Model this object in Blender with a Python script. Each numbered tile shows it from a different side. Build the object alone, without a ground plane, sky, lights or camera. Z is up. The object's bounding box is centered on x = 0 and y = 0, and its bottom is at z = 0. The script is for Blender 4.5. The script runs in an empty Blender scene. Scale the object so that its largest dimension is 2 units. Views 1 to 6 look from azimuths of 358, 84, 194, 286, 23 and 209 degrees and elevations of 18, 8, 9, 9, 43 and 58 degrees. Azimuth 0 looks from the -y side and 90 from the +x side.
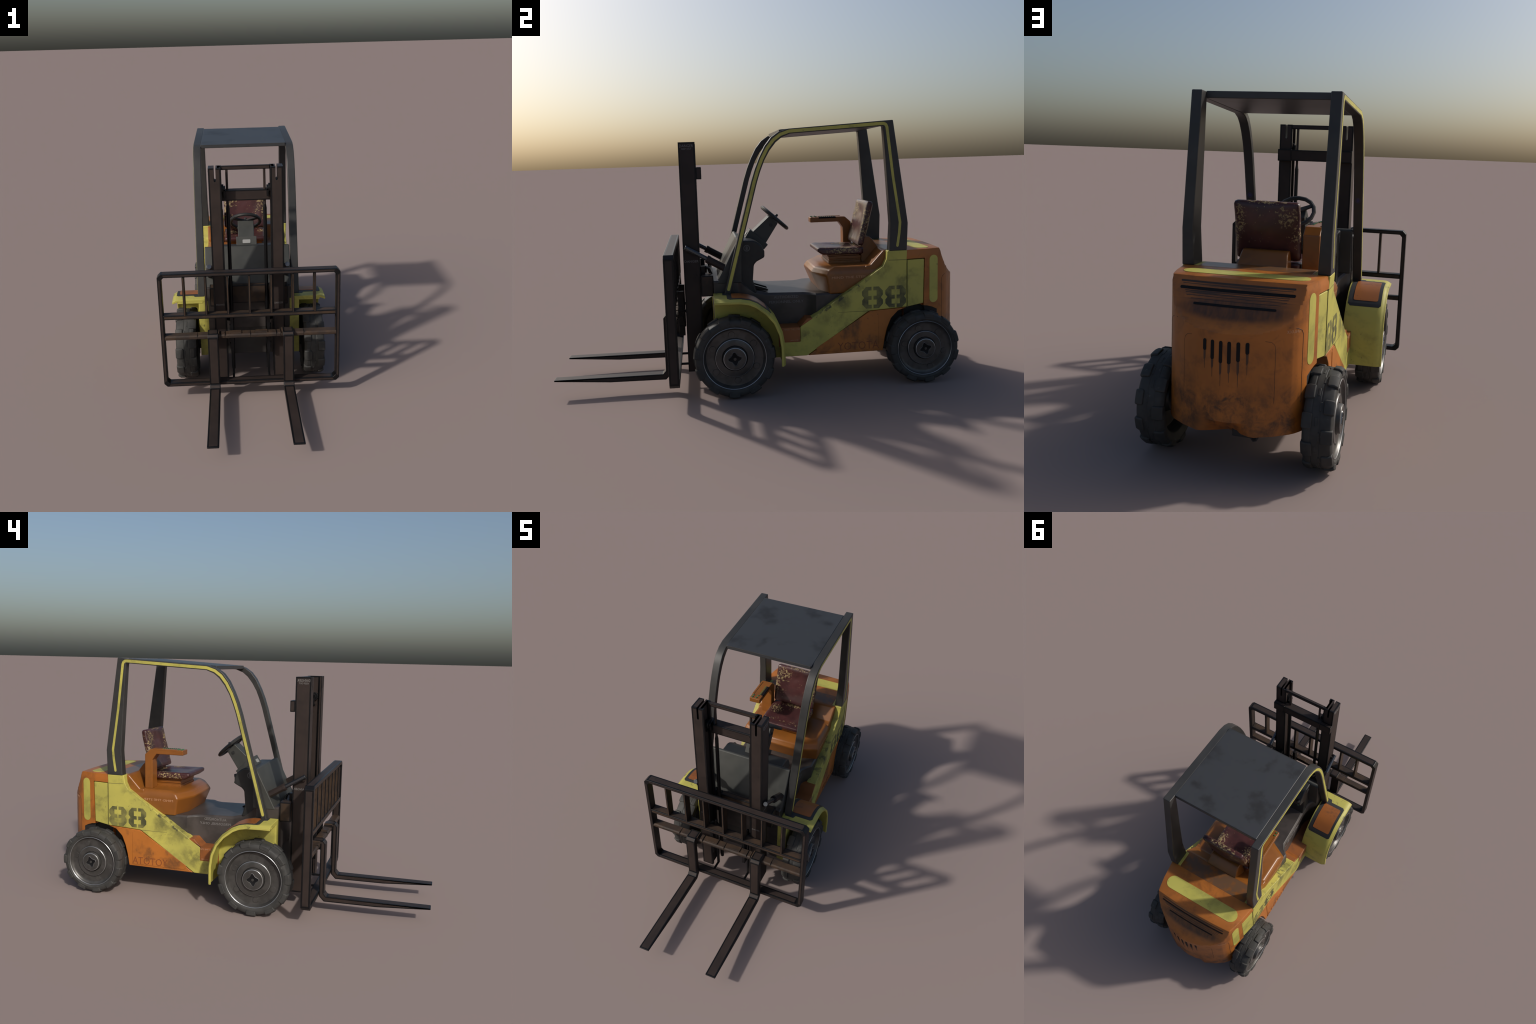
import bpy, bmesh, math, random
from mathutils import Vector, Matrix, noise as mnoise
random.seed(7)
R = math.radians

# ------------------------------------------------------------------ materials
class NT:
    def __init__(s, name):
        s.m = bpy.data.materials.new(name); s.m.use_nodes = True
        s.t = s.m.node_tree; s.n = s.t.nodes; s.l = s.t.links
        s.b = s.n['Principled BSDF']
        s.tc = s.n.new('ShaderNodeTexCoord')
        s.co = s.tc.outputs['Object']
    def link(s, a, b): s.l.new(a, b)
    def mapping(s, scale=(1, 1, 1), loc=(0, 0, 0)):
        m = s.n.new('ShaderNodeMapping'); m.inputs['Scale'].default_value = scale
        m.inputs['Location'].default_value = loc
        s.link(s.co, m.inputs['Vector']); return m.outputs['Vector']
    def noise(s, scale, detail=4, rough=.55, vec=None, dist=0.):
        t = s.n.new('ShaderNodeTexNoise'); t.inputs['Scale'].default_value = scale
        t.inputs['Detail'].default_value = detail; t.inputs['Roughness'].default_value = rough
        t.inputs['Distortion'].default_value = dist
        s.link(vec or s.co, t.inputs['Vector']); return t.outputs['Fac']
    def step(s, v, lo, hi, a=0., b=1.):
        m = s.n.new('ShaderNodeMapRange'); m.interpolation_type = 'SMOOTHSTEP'
        m.inputs['From Min'].default_value = lo; m.inputs['From Max'].default_value = hi
        m.inputs['To Min'].default_value = a; m.inputs['To Max'].default_value = b
        s.link(v, m.inputs['Value']); return m.outputs['Result']
    def math(s, op, a, b=None):
        m = s.n.new('ShaderNodeMath'); m.operation = op
        for i, v in enumerate((a, b)):
            if v is None: continue
            if isinstance(v, (int, float)): m.inputs[i].default_value = v
            else: s.link(v, m.inputs[i])
        return m.outputs[0]
    def mix(s, f, a, b):
        m = s.n.new('ShaderNodeMix'); m.data_type = 'RGBA'
        for k, v in ((0, f), (6, a), (7, b)):
            if isinstance(v, (int, float)): m.inputs[k].default_value = v
            elif isinstance(v, tuple): m.inputs[k].default_value = v + (1,) if len(v) == 3 else v
            else: s.link(v, m.inputs[k])
        return m.outputs[2]
    def xyz(s):
        m = s.n.new('ShaderNodeSeparateXYZ'); s.link(s.co, m.inputs[0]); return m.outputs
    def blob(s, c, r, soft=.6):
        """1 inside an ellipsoid patch, fading out"""
        m = s.mapping((1 / r[0], 1 / r[1], 1 / r[2]), tuple(-a / b for a, b in zip(c, r)))
        v = s.n.new('ShaderNodeVectorMath'); v.operation = 'LENGTH'; s.link(m, v.inputs[0])
        return s.step(v.outputs['Value'], 1.0, 1 - soft)
    def finish(s, col, rough=.5, metal=0., bump=None, bstr=.2, bdist=.002, spec=.5, coat=0.):
        if isinstance(col, tuple): s.b.inputs['Base Color'].default_value = col + (1,)
        else: s.link(col, s.b.inputs['Base Color'])
        if isinstance(rough, (int, float)): s.b.inputs['Roughness'].default_value = rough
        else: s.link(rough, s.b.inputs['Roughness'])
        s.b.inputs['Metallic'].default_value = metal
        s.b.inputs['Specular IOR Level'].default_value = spec
        s.b.inputs['Coat Weight'].default_value = coat
        if bump is not None:
            bn = s.n.new('ShaderNodeBump'); bn.inputs['Strength'].default_value = bstr
            bn.inputs['Distance'].default_value = bdist
            s.link(bump, bn.inputs['Height']); s.link(bn.outputs[0], s.b.inputs['Normal'])
        return s.m

def plain(name, col, rough=.5, metal=0., spec=.5):
    return NT(name).finish(col, rough, metal, spec=spec)

def mottled(name, a, b, scale=8, rough=.5, metal=0., lo=.4, hi=.62, speck=None, spec=.5, detail=5):
    t = NT(name)
    f = t.step(t.noise(scale, detail, .6), lo, hi)
    c = t.mix(f, a, b)
    if speck:
        g = t.step(t.noise(70, 3, .6), .66, .72)
        g = t.math('MULTIPLY', g, t.step(t.noise(9, 3), .48, .6))
        c = t.mix(g, c, speck)
    return t.finish(c, rough, metal, t.noise(90, 3), .08, .001, spec)

def yellow_mat(name, amount=1.):
    t = NT(name)
    base = t.mix(t.step(t.noise(4.5, 4, .5), .35, .65), (.480, .435, .088), (.410, .375, .080))
    sm = t.step(t.noise(6.5, 8, .64, dist=.4), .46, .68)
    c = t.mix(t.math('MULTIPLY', sm, .62 * amount), base, (.085, .085, .03))
    for ctr, rad, g in (((0, .575, .545), (9, .075, .06), .6), ((0, .20, .235), (9, .13, .075), .85), ((0, .385, .40), (9, .07, .055), .8), ((0, .31, .33), (9, .10, .06), .5)):
        w = t.math('MULTIPLY', t.blob(ctr, rad, .9), t.step(t.noise(16, 7, .65), .36, .62))
        c = t.mix(t.math('MULTIPLY', w, g * .85 * amount), c, (.075, .075, .028))
    wear = t.step(t.noise(13, 9, .75, vec=t.mapping((1, 1, 1.4), (3, 1, 2))), .60, .66)
    wear = t.math('MULTIPLY', wear, t.step(t.noise(4, 2, vec=t.mapping((1, 1, 1), (7, 2, 5))), .47, .60))
    c = t.mix(t.math('MULTIPLY', wear, .72), c, (.045, .045, .025))
    sp = t.math('MULTIPLY', t.step(t.noise(140, 2), .67, .72), t.step(t.noise(7, 3), .45, .6))
    c = t.mix(t.math('MULTIPLY', sp, .8), c, (.06, .06, .03))
    # paint knocked off along the sloping sill edge
    q = t.xyz()
    line = t.math('ABSOLUTE', t.math('SUBTRACT', t.math('SUBTRACT', q[2], t.math('MULTIPLY', q[1], .669)), .1675))
    chip = t.math('MULTIPLY', t.step(line, .013, .004), t.blob((0, .37, .42), (9, .22, .18), .5))
    chip = t.math('MULTIPLY', chip, t.step(t.noise(48, 5, .6, vec=t.mapping((.5, .7, .7))), .53, .60))
    c = t.mix(t.math('MULTIPLY', chip, .9), c, (.04, .04, .025))
    return t.finish(c, t.step(t.noise(8, 4), .3, .7, .45, .62), 0, t.noise(60, 4), .06, .001)

def orange_mat(name, a=(.420, .138, .0200), d=(.065, .034, .016), amt=.75, rough=.45):
    t = NT(name)
    base = t.mix(t.step(t.noise(5, 4), .35, .65), a, tuple(v * .82 for v in a))
    sm = t.step(t.noise(7.5, 8, .62, dist=.3, vec=t.mapping((1, 1, 1), (2.3, 5.1, 1.7))), .52, .70)
    c = t.mix(t.math('MULTIPLY', sm, amt), base, d)
    sp = t.math('MULTIPLY', t.step(t.noise(120, 2), .66, .71), t.step(t.noise(6, 3), .48, .6))
    c = t.mix(t.math('MULTIPLY', sp, .7), c, d)
    return t.finish(c, rough, 0, t.noise(60, 4), .06, .001)

def counterweight_mat():
    t = NT('orange_counterweight_paint')
    a = (.400, .128, .0175); d = (.03, .018, .012)
    base = t.mix(t.step(t.noise(5, 4), .35, .65), a, tuple(v * .8 for v in a))
    n1 = t.noise(13, 9, .70, dist=.4)
    m = t.math('MULTIPLY', t.step(n1, .47, .66), .35)
    # oily dirt gathered in three patches low on the back, and soot under the louvres
    p = t.blob((.16, .95, .23), (.13, .16, .15)); q = t.blob((-.16, .95, .23), (.15, .16, .15))
    r = t.blob((0, .98, .25), (.13, .1, .11))
    for w, lo in ((p, .38), (q, .38), (r, .48)):
        m = t.math('MAXIMUM', m, t.math('MULTIPLY', t.math('MULTIPLY', w, t.step(n1, lo, .66)), .88))
    wide = t.math('MULTIPLY', t.blob((0, .95, .235), (.30, .20, .135), .7), t.step(t.noise(18, 9, .72, vec=t.mapping((1, 1, .8), (4, 2, 1))), .40, .66))
    m = t.math('MAXIMUM', m, t.math('MULTIPLY', wide, .72))
    streak = t.noise(10, 7, .75, vec=t.mapping((.35, 1, 9.)))
    vert = t.noise(40, 5, .6, vec=t.mapping((1.6, 1, .12)))
    l1 = t.blob((0, .91, .585), (.25, .06, .062), .5)
    l2 = t.blob((0, .920, .547), (.25, .075, .047), .5)
    g = t.math('MULTIPLY', l1, t.step(streak, .38, .58))
    g2 = t.math('MULTIPLY', l2, t.step(vert, .40, .62))
    m = t.math('MAXIMUM', m, t.math('MULTIPLY', t.math('MAXIMUM', g, t.math('MULTIPLY', l2, t.step(vert, .2, .7, .6, 1.))), .88))
    c = t.mix(m, base, d)
    return t.finish(c, .45, 0, t.noise(60, 4), .06, .001)

def leather_mat(name, spots):
    t = NT(name)
    base = t.mix(t.step(t.noise(12, 5), .35, .65), (.066, .0215, .0215), (.040, .0145, .0145))
    fl = t.noise(95, 6, .70)
    reg = t.step(t.noise(16, 3, vec=t.mapping((1, 1, 1), (1, 3, 2))), .50, .66, 0, .55)
    for c, r in spots:
        reg = t.math('MAXIMUM', reg, t.blob(c, r, .7))
    # flaking: the higher the region weight, the lower the noise threshold
    th = t.math('ADD', fl, t.math('MULTIPLY', reg, .17))
    f = t.step(th, .665, .73)
    c = t.mix(t.math('MULTIPLY', f, .85), base, (.34, .26, .12))
    return t.finish(c, t.mix(f, (.34, .34, .34), (.75, .75, .75)), 0, t.math('SUBTRACT', t.noise(45, 5), f), .25, .002)

YEL = yellow_mat('yellow_paint'); YELF = yellow_mat('yellow_fender_paint', .75)
YELC = yellow_mat('yellow_clean_paint', .6)
ORA = orange_mat('orange_paint'); ORS = orange_mat('orange_step_paint', (.29, .092, .020), (.06, .03, .02), .6)
HOOD = orange_mat('orange_seat_housing', (.235, .082, .0135), (.11, .046, .012), .5, .34)
CWT = counterweight_mat()
GUARD = mottled('dark_grey_guard_paint', (.0275, .0275, .027), (.036, .0355, .034), 7, .40, spec=.4)
ROOF = mottled('roof_sheet_paint', (.033, .035, .038), (.019, .0185, .018), 5.5, .42, lo=.52, hi=.66, detail=8)
BROWN = mottled('brown_steel', (.033, .0235, .0205), (.026, .0190, .0168), 9, .5, 0, speck=(.010, .009, .008), spec=.25)
BROWN2 = mottled('rusty_steel', (.054, .034, .022), (.030, .022, .018), 14, .5, 0, speck=(.010, .008, .007), spec=.25)
EDGE = plain('black_worn_edge', (.0045, .0046, .0054), .38, .0, spec=.28)
PLAST = mottled('grey_plastic', (.049, .0500, .0455), (.039, .0405, .037), 9, .48, spec=.35)
PLASTD = mottled('dark_grey_plastic', (.028, .0285, .028), (.021, .0215, .021), 9, .45, spec=.35)
FLOOR = mottled('floor_plate', (.056, .047, .043), (.036, .030, .027), 10, .42, speck=(.09, .06, .05))
CHAS = mottled('chassis_steel', (.040, .036, .033), (.030, .026, .024), 10, .55)
DARK = plain('dark_underside', (.012, .011, .011), .7)
BLACK = plain('black_recess', (.006, .006, .007), .6, spec=.2)
CHROME = plain('piston_steel', (.10, .105, .115), .22, .85)
RUB = mottled('tyre_rubber', (.046, .045, .0425), (.034, .034, .0325), 22, .62, speck=(.085, .085, .08), spec=.3)
RIM = mottled('rim_steel', (.082, .079, .075), (.056, .054, .051), 16, .38, .45)
RIML = plain('rim_bright_edge', (.36, .37, .38), .28, .7)
STEN = mottled('stencil_black', (.062, .063, .026), (.20, .185, .052), 13, .55, lo=.38, hi=.68)
EMB = plain('embossed_letter', (.19, .052, .014), .5)
TEXG = plain('faded_white_print', (.17, .16, .155), .6)
TEXO = plain('faded_print_on_orange', (.46, .24, .13), .5)
WHITE = plain('white_label', (.27, .27, .26), .5)
GREEN = plain('green_button', (.03, .14, .06), .3)
BLUE = plain('blue_emblem', (.03, .03, .10), .4)
LGREY = plain('grey_print', (.085, .085, .085), .5)
GROOVE = plain('panel_gap', (.045, .020, .010), .7)
GROOVEY = plain('panel_gap_yellow', (.16, .15, .045), .7)
L_BACK = leather_mat('flaked_leather_backrest', [((-.075, .55, .82), (.075, .08, .075)), ((.10, .55, .80), (.045, .08, .10)),
        ((-.11, .53, .76), (.035, .08, .09)), ((.118, .53, .75), (.02, .08, .12)), ((0, .56, .868), (.14, .04, .016))])
L_CUSH = leather_mat('flaked_leather_cushion', [((-.075, .44, .645), (.06, .075, .03)), ((.10, .44, .645), (.045, .07, .03)),
        ((-.122, .40, .63), (.02, .14, .03)), ((.122, .42, .63), (.02, .14, .03)), ((0, .495, .65), (.12, .03, .03))])

# ------------------------------------------------------------------ helpers
root = bpy.data.objects.new('forklift_truck', None)
bpy.context.scene.collection.objects.link(root)
root['label'] = 'weathered orange and yellow forklift truck with dark steel mast'
root['category'] = 'forklift'

def add(name, bm, mats, parent=None, bevel=0., seg=2, smooth=True, kind=None, ang=32):
    bmesh.ops.recalc_face_normals(bm, faces=bm.faces[:])
    me = bpy.data.meshes.new(name); bm.to_mesh(me); bm.free()
    for m in (mats if isinstance(mats, (list, tuple)) else [mats]): me.materials.append(m)
    ob = bpy.data.objects.new(name, me)
    bpy.context.scene.collection.objects.link(ob)
    ob.parent = parent or root
    if smooth:
        me.shade_smooth()
        if not bevel: me.set_sharp_from_angle(angle=R(ang))
    if bevel:
        b = ob.modifiers.new('edge_rounding', 'BEVEL'); b.width = bevel; b.segments = seg
        b.limit_method = 'ANGLE'; b.angle_limit = R(28); b.harden_normals = True
        b.use_clamp_overlap = True
    if kind: ob['kind'] = kind
    return ob

def box(bm, x0, x1, y0, y1, z0, z1, mi=0):
    v = [bm.verts.new(p) for p in ((x0, y0, z0), (x1, y0, z0), (x1, y1, z0), (x0, y1, z0),
                                   (x0, y0, z1), (x1, y0, z1), (x1, y1, z1), (x0, y1, z1))]
    fs = []
    for q in ((0, 3, 2, 1), (4, 5, 6, 7), (0, 1, 5, 4), (1, 2, 6, 5), (2, 3, 7, 6), (3, 0, 4, 7)):
        f = bm.faces.new([v[i] for i in q]); f.material_index = mi; fs.append(f)
    return fs

def extrude_poly(bm, pts, A, B, cuts=(), mi=0):
    """flat polygon (u,v) -> solid; A and B map (u,v) to the two end positions; cuts = [(axis,value)]"""
    t = bmesh.new()
    t.faces.new([t.verts.new((u, v, 0)) for u, v in pts])
    for ax, val in cuts:
        no = (1, 0, 0) if ax == 0 else (0, 1, 0); co = (val, 0, 0) if ax == 0 else (0, val, 0)
        bmesh.ops.bisect_plane(t, geom=t.verts[:] + t.edges[:] + t.faces[:], plane_co=co, plane_no=no)
    t.verts.index_update()
    va = [bm.verts.new(A(v.co.x, v.co.y)) for v in t.verts]
    vb = [bm.verts.new(B(v.co.x, v.co.y)) for v in t.verts]
    out = []
    for f in t.faces:
        out.append(bm.faces.new([va[v.index] for v in reversed(f.verts)]))
        out.append(bm.faces.new([vb[v.index] for v in f.verts]))
    for e in t.edges:
        if len(e.link_faces) == 1:
            i, j = e.verts[0].index, e.verts[1].index
            out.append(bm.faces.new((va[i], va[j], vb[j], vb[i])))
    for f in out: f.material_index = mi
    t.free(); return out

def prism(bm, poly, x0, x1, cuts=(), mi=0):
    """(y,z) polygon between x0 and x1 (numbers or functions of y,z)"""
    fx = lambda q: q if callable(q) else (lambda y, z: q)
    a, b = fx(x0), fx(x1)
    return extrude_poly(bm, poly, lambda y, z: (a(y, z), y, z), lambda y, z: (b(y, z), y, z), cuts, mi)

def frame(bm, t=.008, minw=.010, mi=1, only=None, mina=0.):
    """inset every big flat face: the rim keeps material 0 (black edge), the middle gets mi"""
    bm.normal_update()
    for f in list(bm.faces):
        per = sum(e.calc_length() for e in f.edges)
        w = 2 * f.calc_area() / per
        if w < minw * .8 or f.calc_area() < mina or (only and not only(f)): continue
        bmesh.ops.inset_individual(bm, faces=[f], thickness=min(t, w * .28), use_even_offset=True)
        f.material_index = mi

def cyl(bm, p, q, r0, r1=None, n=16, mi=0, caps=True):
    p, q = Vector(p), Vector(q); r1 = r0 if r1 is None else r1
    d = (q - p).normalized(); a = d.orthogonal().normalized(); b = d.cross(a)
    ra = []; rb = []
    for i in range(n):
        t = 2 * math.pi * (i + .5) / n; o = a * math.cos(t) + b * math.sin(t)
        ra.append(bm.verts.new(p + o * r0)); rb.append(bm.verts.new(q + o * r1))
    fs = [bm.faces.new((ra[i], ra[(i + 1) % n], rb[(i + 1) % n], rb[i])) for i in range(n)]
    if caps: fs += [bm.faces.new(ra[::-1]), bm.faces.new(rb)]
    for f in fs: f.material_index = mi

def tube(bm, pts, r, n=8, mi=0):
    for a, b in zip(pts, pts[1:]): cyl(bm, a, b, r, n=n, mi=mi)

def loft(bm, rings, closed=True, cap=True, mi=0):
    vs = [[bm.verts.new(p) for p in r] for r in rings]; n = len(rings[0]); fs = []
    for a, b in zip(vs, vs[1:]):
        for i in range(n if closed else n - 1):
            j = (i + 1) % n; fs.append(bm.faces.new((a[i], a[j], b[j], b[i])))
    if cap: fs += [bm.faces.new(vs[0][::-1]), bm.faces.new(vs[-1])]
    for f in fs: f.material_index = mi
    return fs

def lathe(bm, prof, n=48, mis=None):
    """profile (x, r) spun about the x axis"""
    rows = []
    for x, r in prof:
        rows.append([bm.verts.new((x, r * math.cos(2 * math.pi * i / n), r * math.sin(2 * math.pi * i / n))) for i in range(n)]
                    if r > 1e-6 else [bm.verts.new((x, 0, 0))])
    for k, (a, b) in enumerate(zip(rows, rows[1:])):
        for i in range(n):
            j = (i + 1) % n
            if len(a) == 1: f = bm.faces.new((a[0], b[j], b[i]))
            elif len(b) == 1: f = bm.faces.new((a[i], a[j], b[0]))
            else: f = bm.faces.new((a[i], a[j], b[j], b[i]))
            if mis: f.material_index = mis[k]

def mirror(bm):
    bmesh.ops.mirror(bm, geom=bm.verts[:] + bm.edges[:] + bm.faces[:], axis='X', merge_dist=-1)

def flipped(bm):
    for v in bm.verts: v.co.x = -v.co.x
    bmesh.ops.reverse_faces(bm, faces=bm.faces[:])

def both(name, build, mats, **kw):
    """build(bm) makes the +x side; returns both mirrored parts"""
    r = []
    for s in (1, -1):
        bm = bmesh.new(); build(bm)
        if s < 0: flipped(bm)
        r.append(add(name, bm, mats, **kw))
    return r

def pill(u0, u1, v0, v1, r, n=6):
    pts = []
    for cu, cv, a0 in ((u1 - r, v1 - r, 0), (u0 + r, v1 - r, 90), (u0 + r, v0 + r, 180), (u1 - r, v0 + r, 270)):
        for k in range(n + 1):
            t = R(a0 + 90 * k / n); pts.append((cu + r * math.cos(t), cv + r * math.sin(t)))
    out = [pts[0]]
    for p in pts[1:]:
        if math.dist(p, out[-1]) > 1e-5: out.append(p)
    if math.dist(out[0], out[-1]) < 1e-5: out.pop()
    return out

def offset_ribbon(path, w0, w1):
    """left and right offsets of a 2-D polyline, as one polygon"""
    L = []; Rr = []
    for i, p in enumerate(path):
        a = Vector(path[max(i - 1, 0)]); b = Vector(path[min(i + 1, len(path) - 1)])
        d = (b - a).normalized(); n = Vector((-d.y, d.x)); p = Vector(p)
        L.append(tuple(p + n * w0)); Rr.append(tuple(p - n * w1))
    return L, Rr

def apply_boolean(ob, cutters, op='DIFFERENCE'):
    for c in cutters:
        m = ob.modifiers.new('cut', 'BOOLEAN'); m.operation = op; m.object = c; m.solver = 'EXACT'
        m.material_mode = 'TRANSFER'
    dg = bpy.context.evaluated_depsgraph_get()
    me = bpy.data.meshes.new_from_object(ob.evaluated_get(dg))
    ob.modifiers.clear(); old = ob.data; ob.data = me; me.name = ob.name
    bpy.data.meshes.remove(old)
    for c in cutters: bpy.data.objects.remove(c, do_unlink=True)

def text_bm(bm, s, height, place, thick=.0006, width=None, mi=0, thin=0.):
    """flat letters: place(u,v) -> point ; u centred on 0, v from 0 to height; thick pushes along place's 3rd arg"""
    cu = bpy.data.curves.new('letters', 'FONT'); cu.body = s; cu.align_x = 'CENTER'; cu.resolution_u = 2
    cu.fill_mode = 'FRONT'; cu.offset = thin
    ob = bpy.data.objects.new('letters', cu); bpy.context.scene.collection.objects.link(ob)
    dg = bpy.context.evaluated_depsgraph_get(); dg.update()
    me = bpy.data.meshes.new_from_object(ob.evaluated_get(dg))
    xs = [v.co.x for v in me.vertices]; ys = [v.co.y for v in me.vertices]
    x0, x1, y1 = min(xs), max(xs), max(ys); ky = height / y1
    kx = width / (x1 - x0) if width else ky; cx = (x0 + x1) / 2
    t = bmesh.new(); t.from_mesh(me)
    bmesh.ops.dissolve_limit(t, angle_limit=.01, verts=t.verts[:], edges=t.edges[:])
    ex = bmesh.ops.extrude_face_region(t, geom=t.faces[:])
    top = [g for g in ex['geom'] if isinstance(g, bmesh.types.BMVert)]
    for v in t.verts: v.co.z = 0.
    for v in top: v.co.z = 1.
    t.verts.index_update()
    vs = [bm.verts.new(place((v.co.x - cx) * kx, v.co.y * ky, -.001 + v.co.z * (.001 + thick))) for v in t.verts]
    for f in t.faces:
        try: bm.faces.new([vs[v.index] for v in f.verts]).material_index = mi
        except ValueError: pass
    t.free(); bpy.data.objects.remove(ob, do_unlink=True); bpy.data.curves.remove(cu); bpy.data.meshes.remove(me)

def lettering(name, s, height, place, mat, parent, width=None, thick=.0006, thin=0.):
    """the same print on both flanks, mirror image on the left one"""
    lines = s if isinstance(s, list) else [(s, height, place, width)]
    for k, sg in enumerate((1, -1)):
        bm = bmesh.new()
        for (tx, h, pl, w) in lines: text_bm(bm, tx, h, pl, thick, w, 0, thin)
        if sg < 0: flipped(bm)
        add(name, bm, mat, parent[k] if isinstance(parent, list) else parent, smooth=False)

# ------------------------------------------------------------------ wheels
def build_wheel_meshes(k, w, deep=0.):
    """k scales radii (front wheel = 1), w half width"""
    bm = bmesh.new()
    lathe(bm, [(w - .010, .140 * k), (w - .005, .1455 * k), (w + .000, .157 * k), (w - .001, .170 * k), (w - .006, .1785 * k),
               (w - .016, .1835 * k), (.010, .1842 * k), (.007, .1822 * k), (.004, .1842 * k), (-.018, .1842 * k), (-.0205, .1822 * k),
               (-.023, .1842 * k), (-w + .014, .1835 * k), (-w + .006, .178 * k), (-w, .168 * k),
               (-w + .002, .150 * k), (-w + .010, .135 * k), (-w + .03, .125 * k)], 56)
    N = 11
    for side in (1, -1):
        for i in range(N):
            a0 = 2 * math.pi * (i + (.5 if side < 0 else 0)) / N; da = 2 * math.pi / N * (.25 + .03 * random.random())
            xi = .010 + .008 * random.random(); hgt = (.1900) + .0012 * (random.random() - .5)
            rings = []
            for t in (-1, -.86, -.3, .3, .86, 1):
                a = a0 + t * da; hh = (hgt if abs(t) < 1 else hgt - .0030) * k
                xin = xi if abs(t) < 1 else xi + .005
                xo = w + .0014 if abs(t) < 1 else w - .001
                ring = []
                for x, r in ((xin, .176 * k), (xin + .004, hh), (w - .011, hh), (xo, hh - .007 * k), (xo, .163 * k), (w - .02, .163 * k)):
                    ring.append((x * side, r * math.cos(a), r * math.sin(a)))
                rings.append(ring)
            loft(bm, rings)
    # centre tread blocks
    for i in range(N * 2):
        a0 = 2 * math.pi * i / (N * 2); rings = []
        for t in (-1, 1):
            a = a0 + t * .085
            rings.append([(x, r * math.cos(a), r * math.sin(a)) for x, r in ((-.009, .176 * k), (-.008, .1857 * k), (.0, .1857 * k), (.001, .176 * k))]
                         if i % 2 else [(x, r * math.cos(a), r * math.sin(a)) for x, r in ((.002, .176 * k), (.003, .1857 * k), (.011, .1857 * k), (.012, .176 * k))])
        loft(bm, rings)
    bmesh.ops.recalc_face_normals(bm, faces=bm.faces[:])
    ty = bpy.data.meshes.new('tyre'); bm.to_mesh(ty); bm.free(); ty.materials.append(RUB)
    ty.shade_smooth(); ty.set_sharp_from_angle(angle=R(30))
    # rim
    bm = bmesh.new()
    prof = [(w - .012, .146 * k), (w - .0035, .1462 * k), (w - .002, .1445 * k), (w - .0035, .1425 * k), (w - .010, .1395 * k), (w - .015, .132 * k),
            (w - .0165, .122 * k), (w - .0165, .0935 * k), (w - .0145, .0925 * k), (w - .0080, .0895 * k), (w - .0068, .0875 * k),
            (w - .0075, .0600 * k), (w - .0105, .0585 * k), (w - .0105, .0570 * k), (w + .004, .0545 * k), (w + .0065, .0525 * k), (w + .0075, .050 * k), (w + .0065, .040 * k), (w + .0065, 0)]
    prof = [(x - (deep if i > 4 else 0), r) for i, (x, r) in enumerate(prof)]
    mis = [0, 1, 1, 0, 0, 0, 0, 0, 0, 1, 0, 0, 2, 0, 0, 1, 0, 0]
    lathe(bm, prof, 48, mis)
    for i in range(6):
        a = R(30 + 60 * i); c = Vector((0, math.cos(a) * .109 * k, math.sin(a) * .109 * k))
        cyl(bm, c + Vector((w - .018 - deep, 0, 0)), c + Vector((w - .0140 - deep, 0, 0)), .0165 * k, .0145 * k, 18)
    # inner dish
    lathe(bm, [(-w + .028, .126 * k), (-w + .045, .118 * k), (-w + .05, .06 * k), (-w + .03, .05 * k), (-w + .03, 0)], 40)
    bmesh.ops.recalc_face_normals(bm, faces=bm.faces[:])
    # four pointed recess: raised outline and dark floor
    def star(ro, ri, n=4):
        pts = []
        for i in range(n):
            for da, r in ((-7, ro), (7, ro), (45, ri)):
                t = R(90 * i + da); pts.append((r * math.cos(t), r * math.sin(t)))
        return pts
    X = w + .0065 - deep
    o = star(.034 * k, .0225 * k); m = star(.030 * k, .0185 * k)
    n = len(o)
    vo = [bm.verts.new((X - .001, u, v)) for u, v in o]; vt = [bm.verts.new((X + .0018, u * .95, v * .95)) for u, v in o]
    vm = [bm.verts.new((X + .0005, u, v)) for u, v in m]
    for i in range(n):
        j = (i + 1) % n
        f = bm.faces.new((vo[i], vo[j], vt[j], vt[i])); f.material_index = 1
        f = bm.faces.new((vt[i], vt[j], vm[j], vm[i])); f.material_index = 0
    f = bm.faces.new(vm); f.material_index = 2
    cyl(bm, (X - .002, 0, 0), (X + .002, 0, 0), .0085 * k, .0065 * k, 14, 0)
    ri = bpy.data.meshes.new('rim'); bm.to_mesh(ri); bm.free()
    for mm in (RIM, RIML, BLACK): ri.materials.append(mm)
    ri.shade_smooth(); ri.set_sharp_from_angle(angle=R(35))
    return ty, ri

def place_wheel(meshes, loc, side, spin):
    ty, ri = meshes
    w = bpy.data.objects.new('wheel', ty); bpy.context.scene.collection.objects.link(w)
    w.parent = root; w.location = loc
    bv = w.modifiers.new('worn_edges', 'BEVEL'); bv.width = .0022; bv.segments = 2; bv.limit_method = 'ANGLE'; bv.angle_limit = R(32)
    w.rotation_euler = (R(spin), 0, 0) if side > 0 else (R(spin), 0, math.pi)
    r = bpy.data.objects.new('rim', ri); bpy.context.scene.collection.objects.link(r); r.parent = w
fw = build_wheel_meshes(1.0, .0530, .007); rw = build_wheel_meshes(.908, .0495)
for s in (1, -1):
    place_wheel(fw, (s * .3360, -.147, .1905), s, 6)
    place_wheel(rw, (s * .2845, .765, .1725), s, 17)

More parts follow.
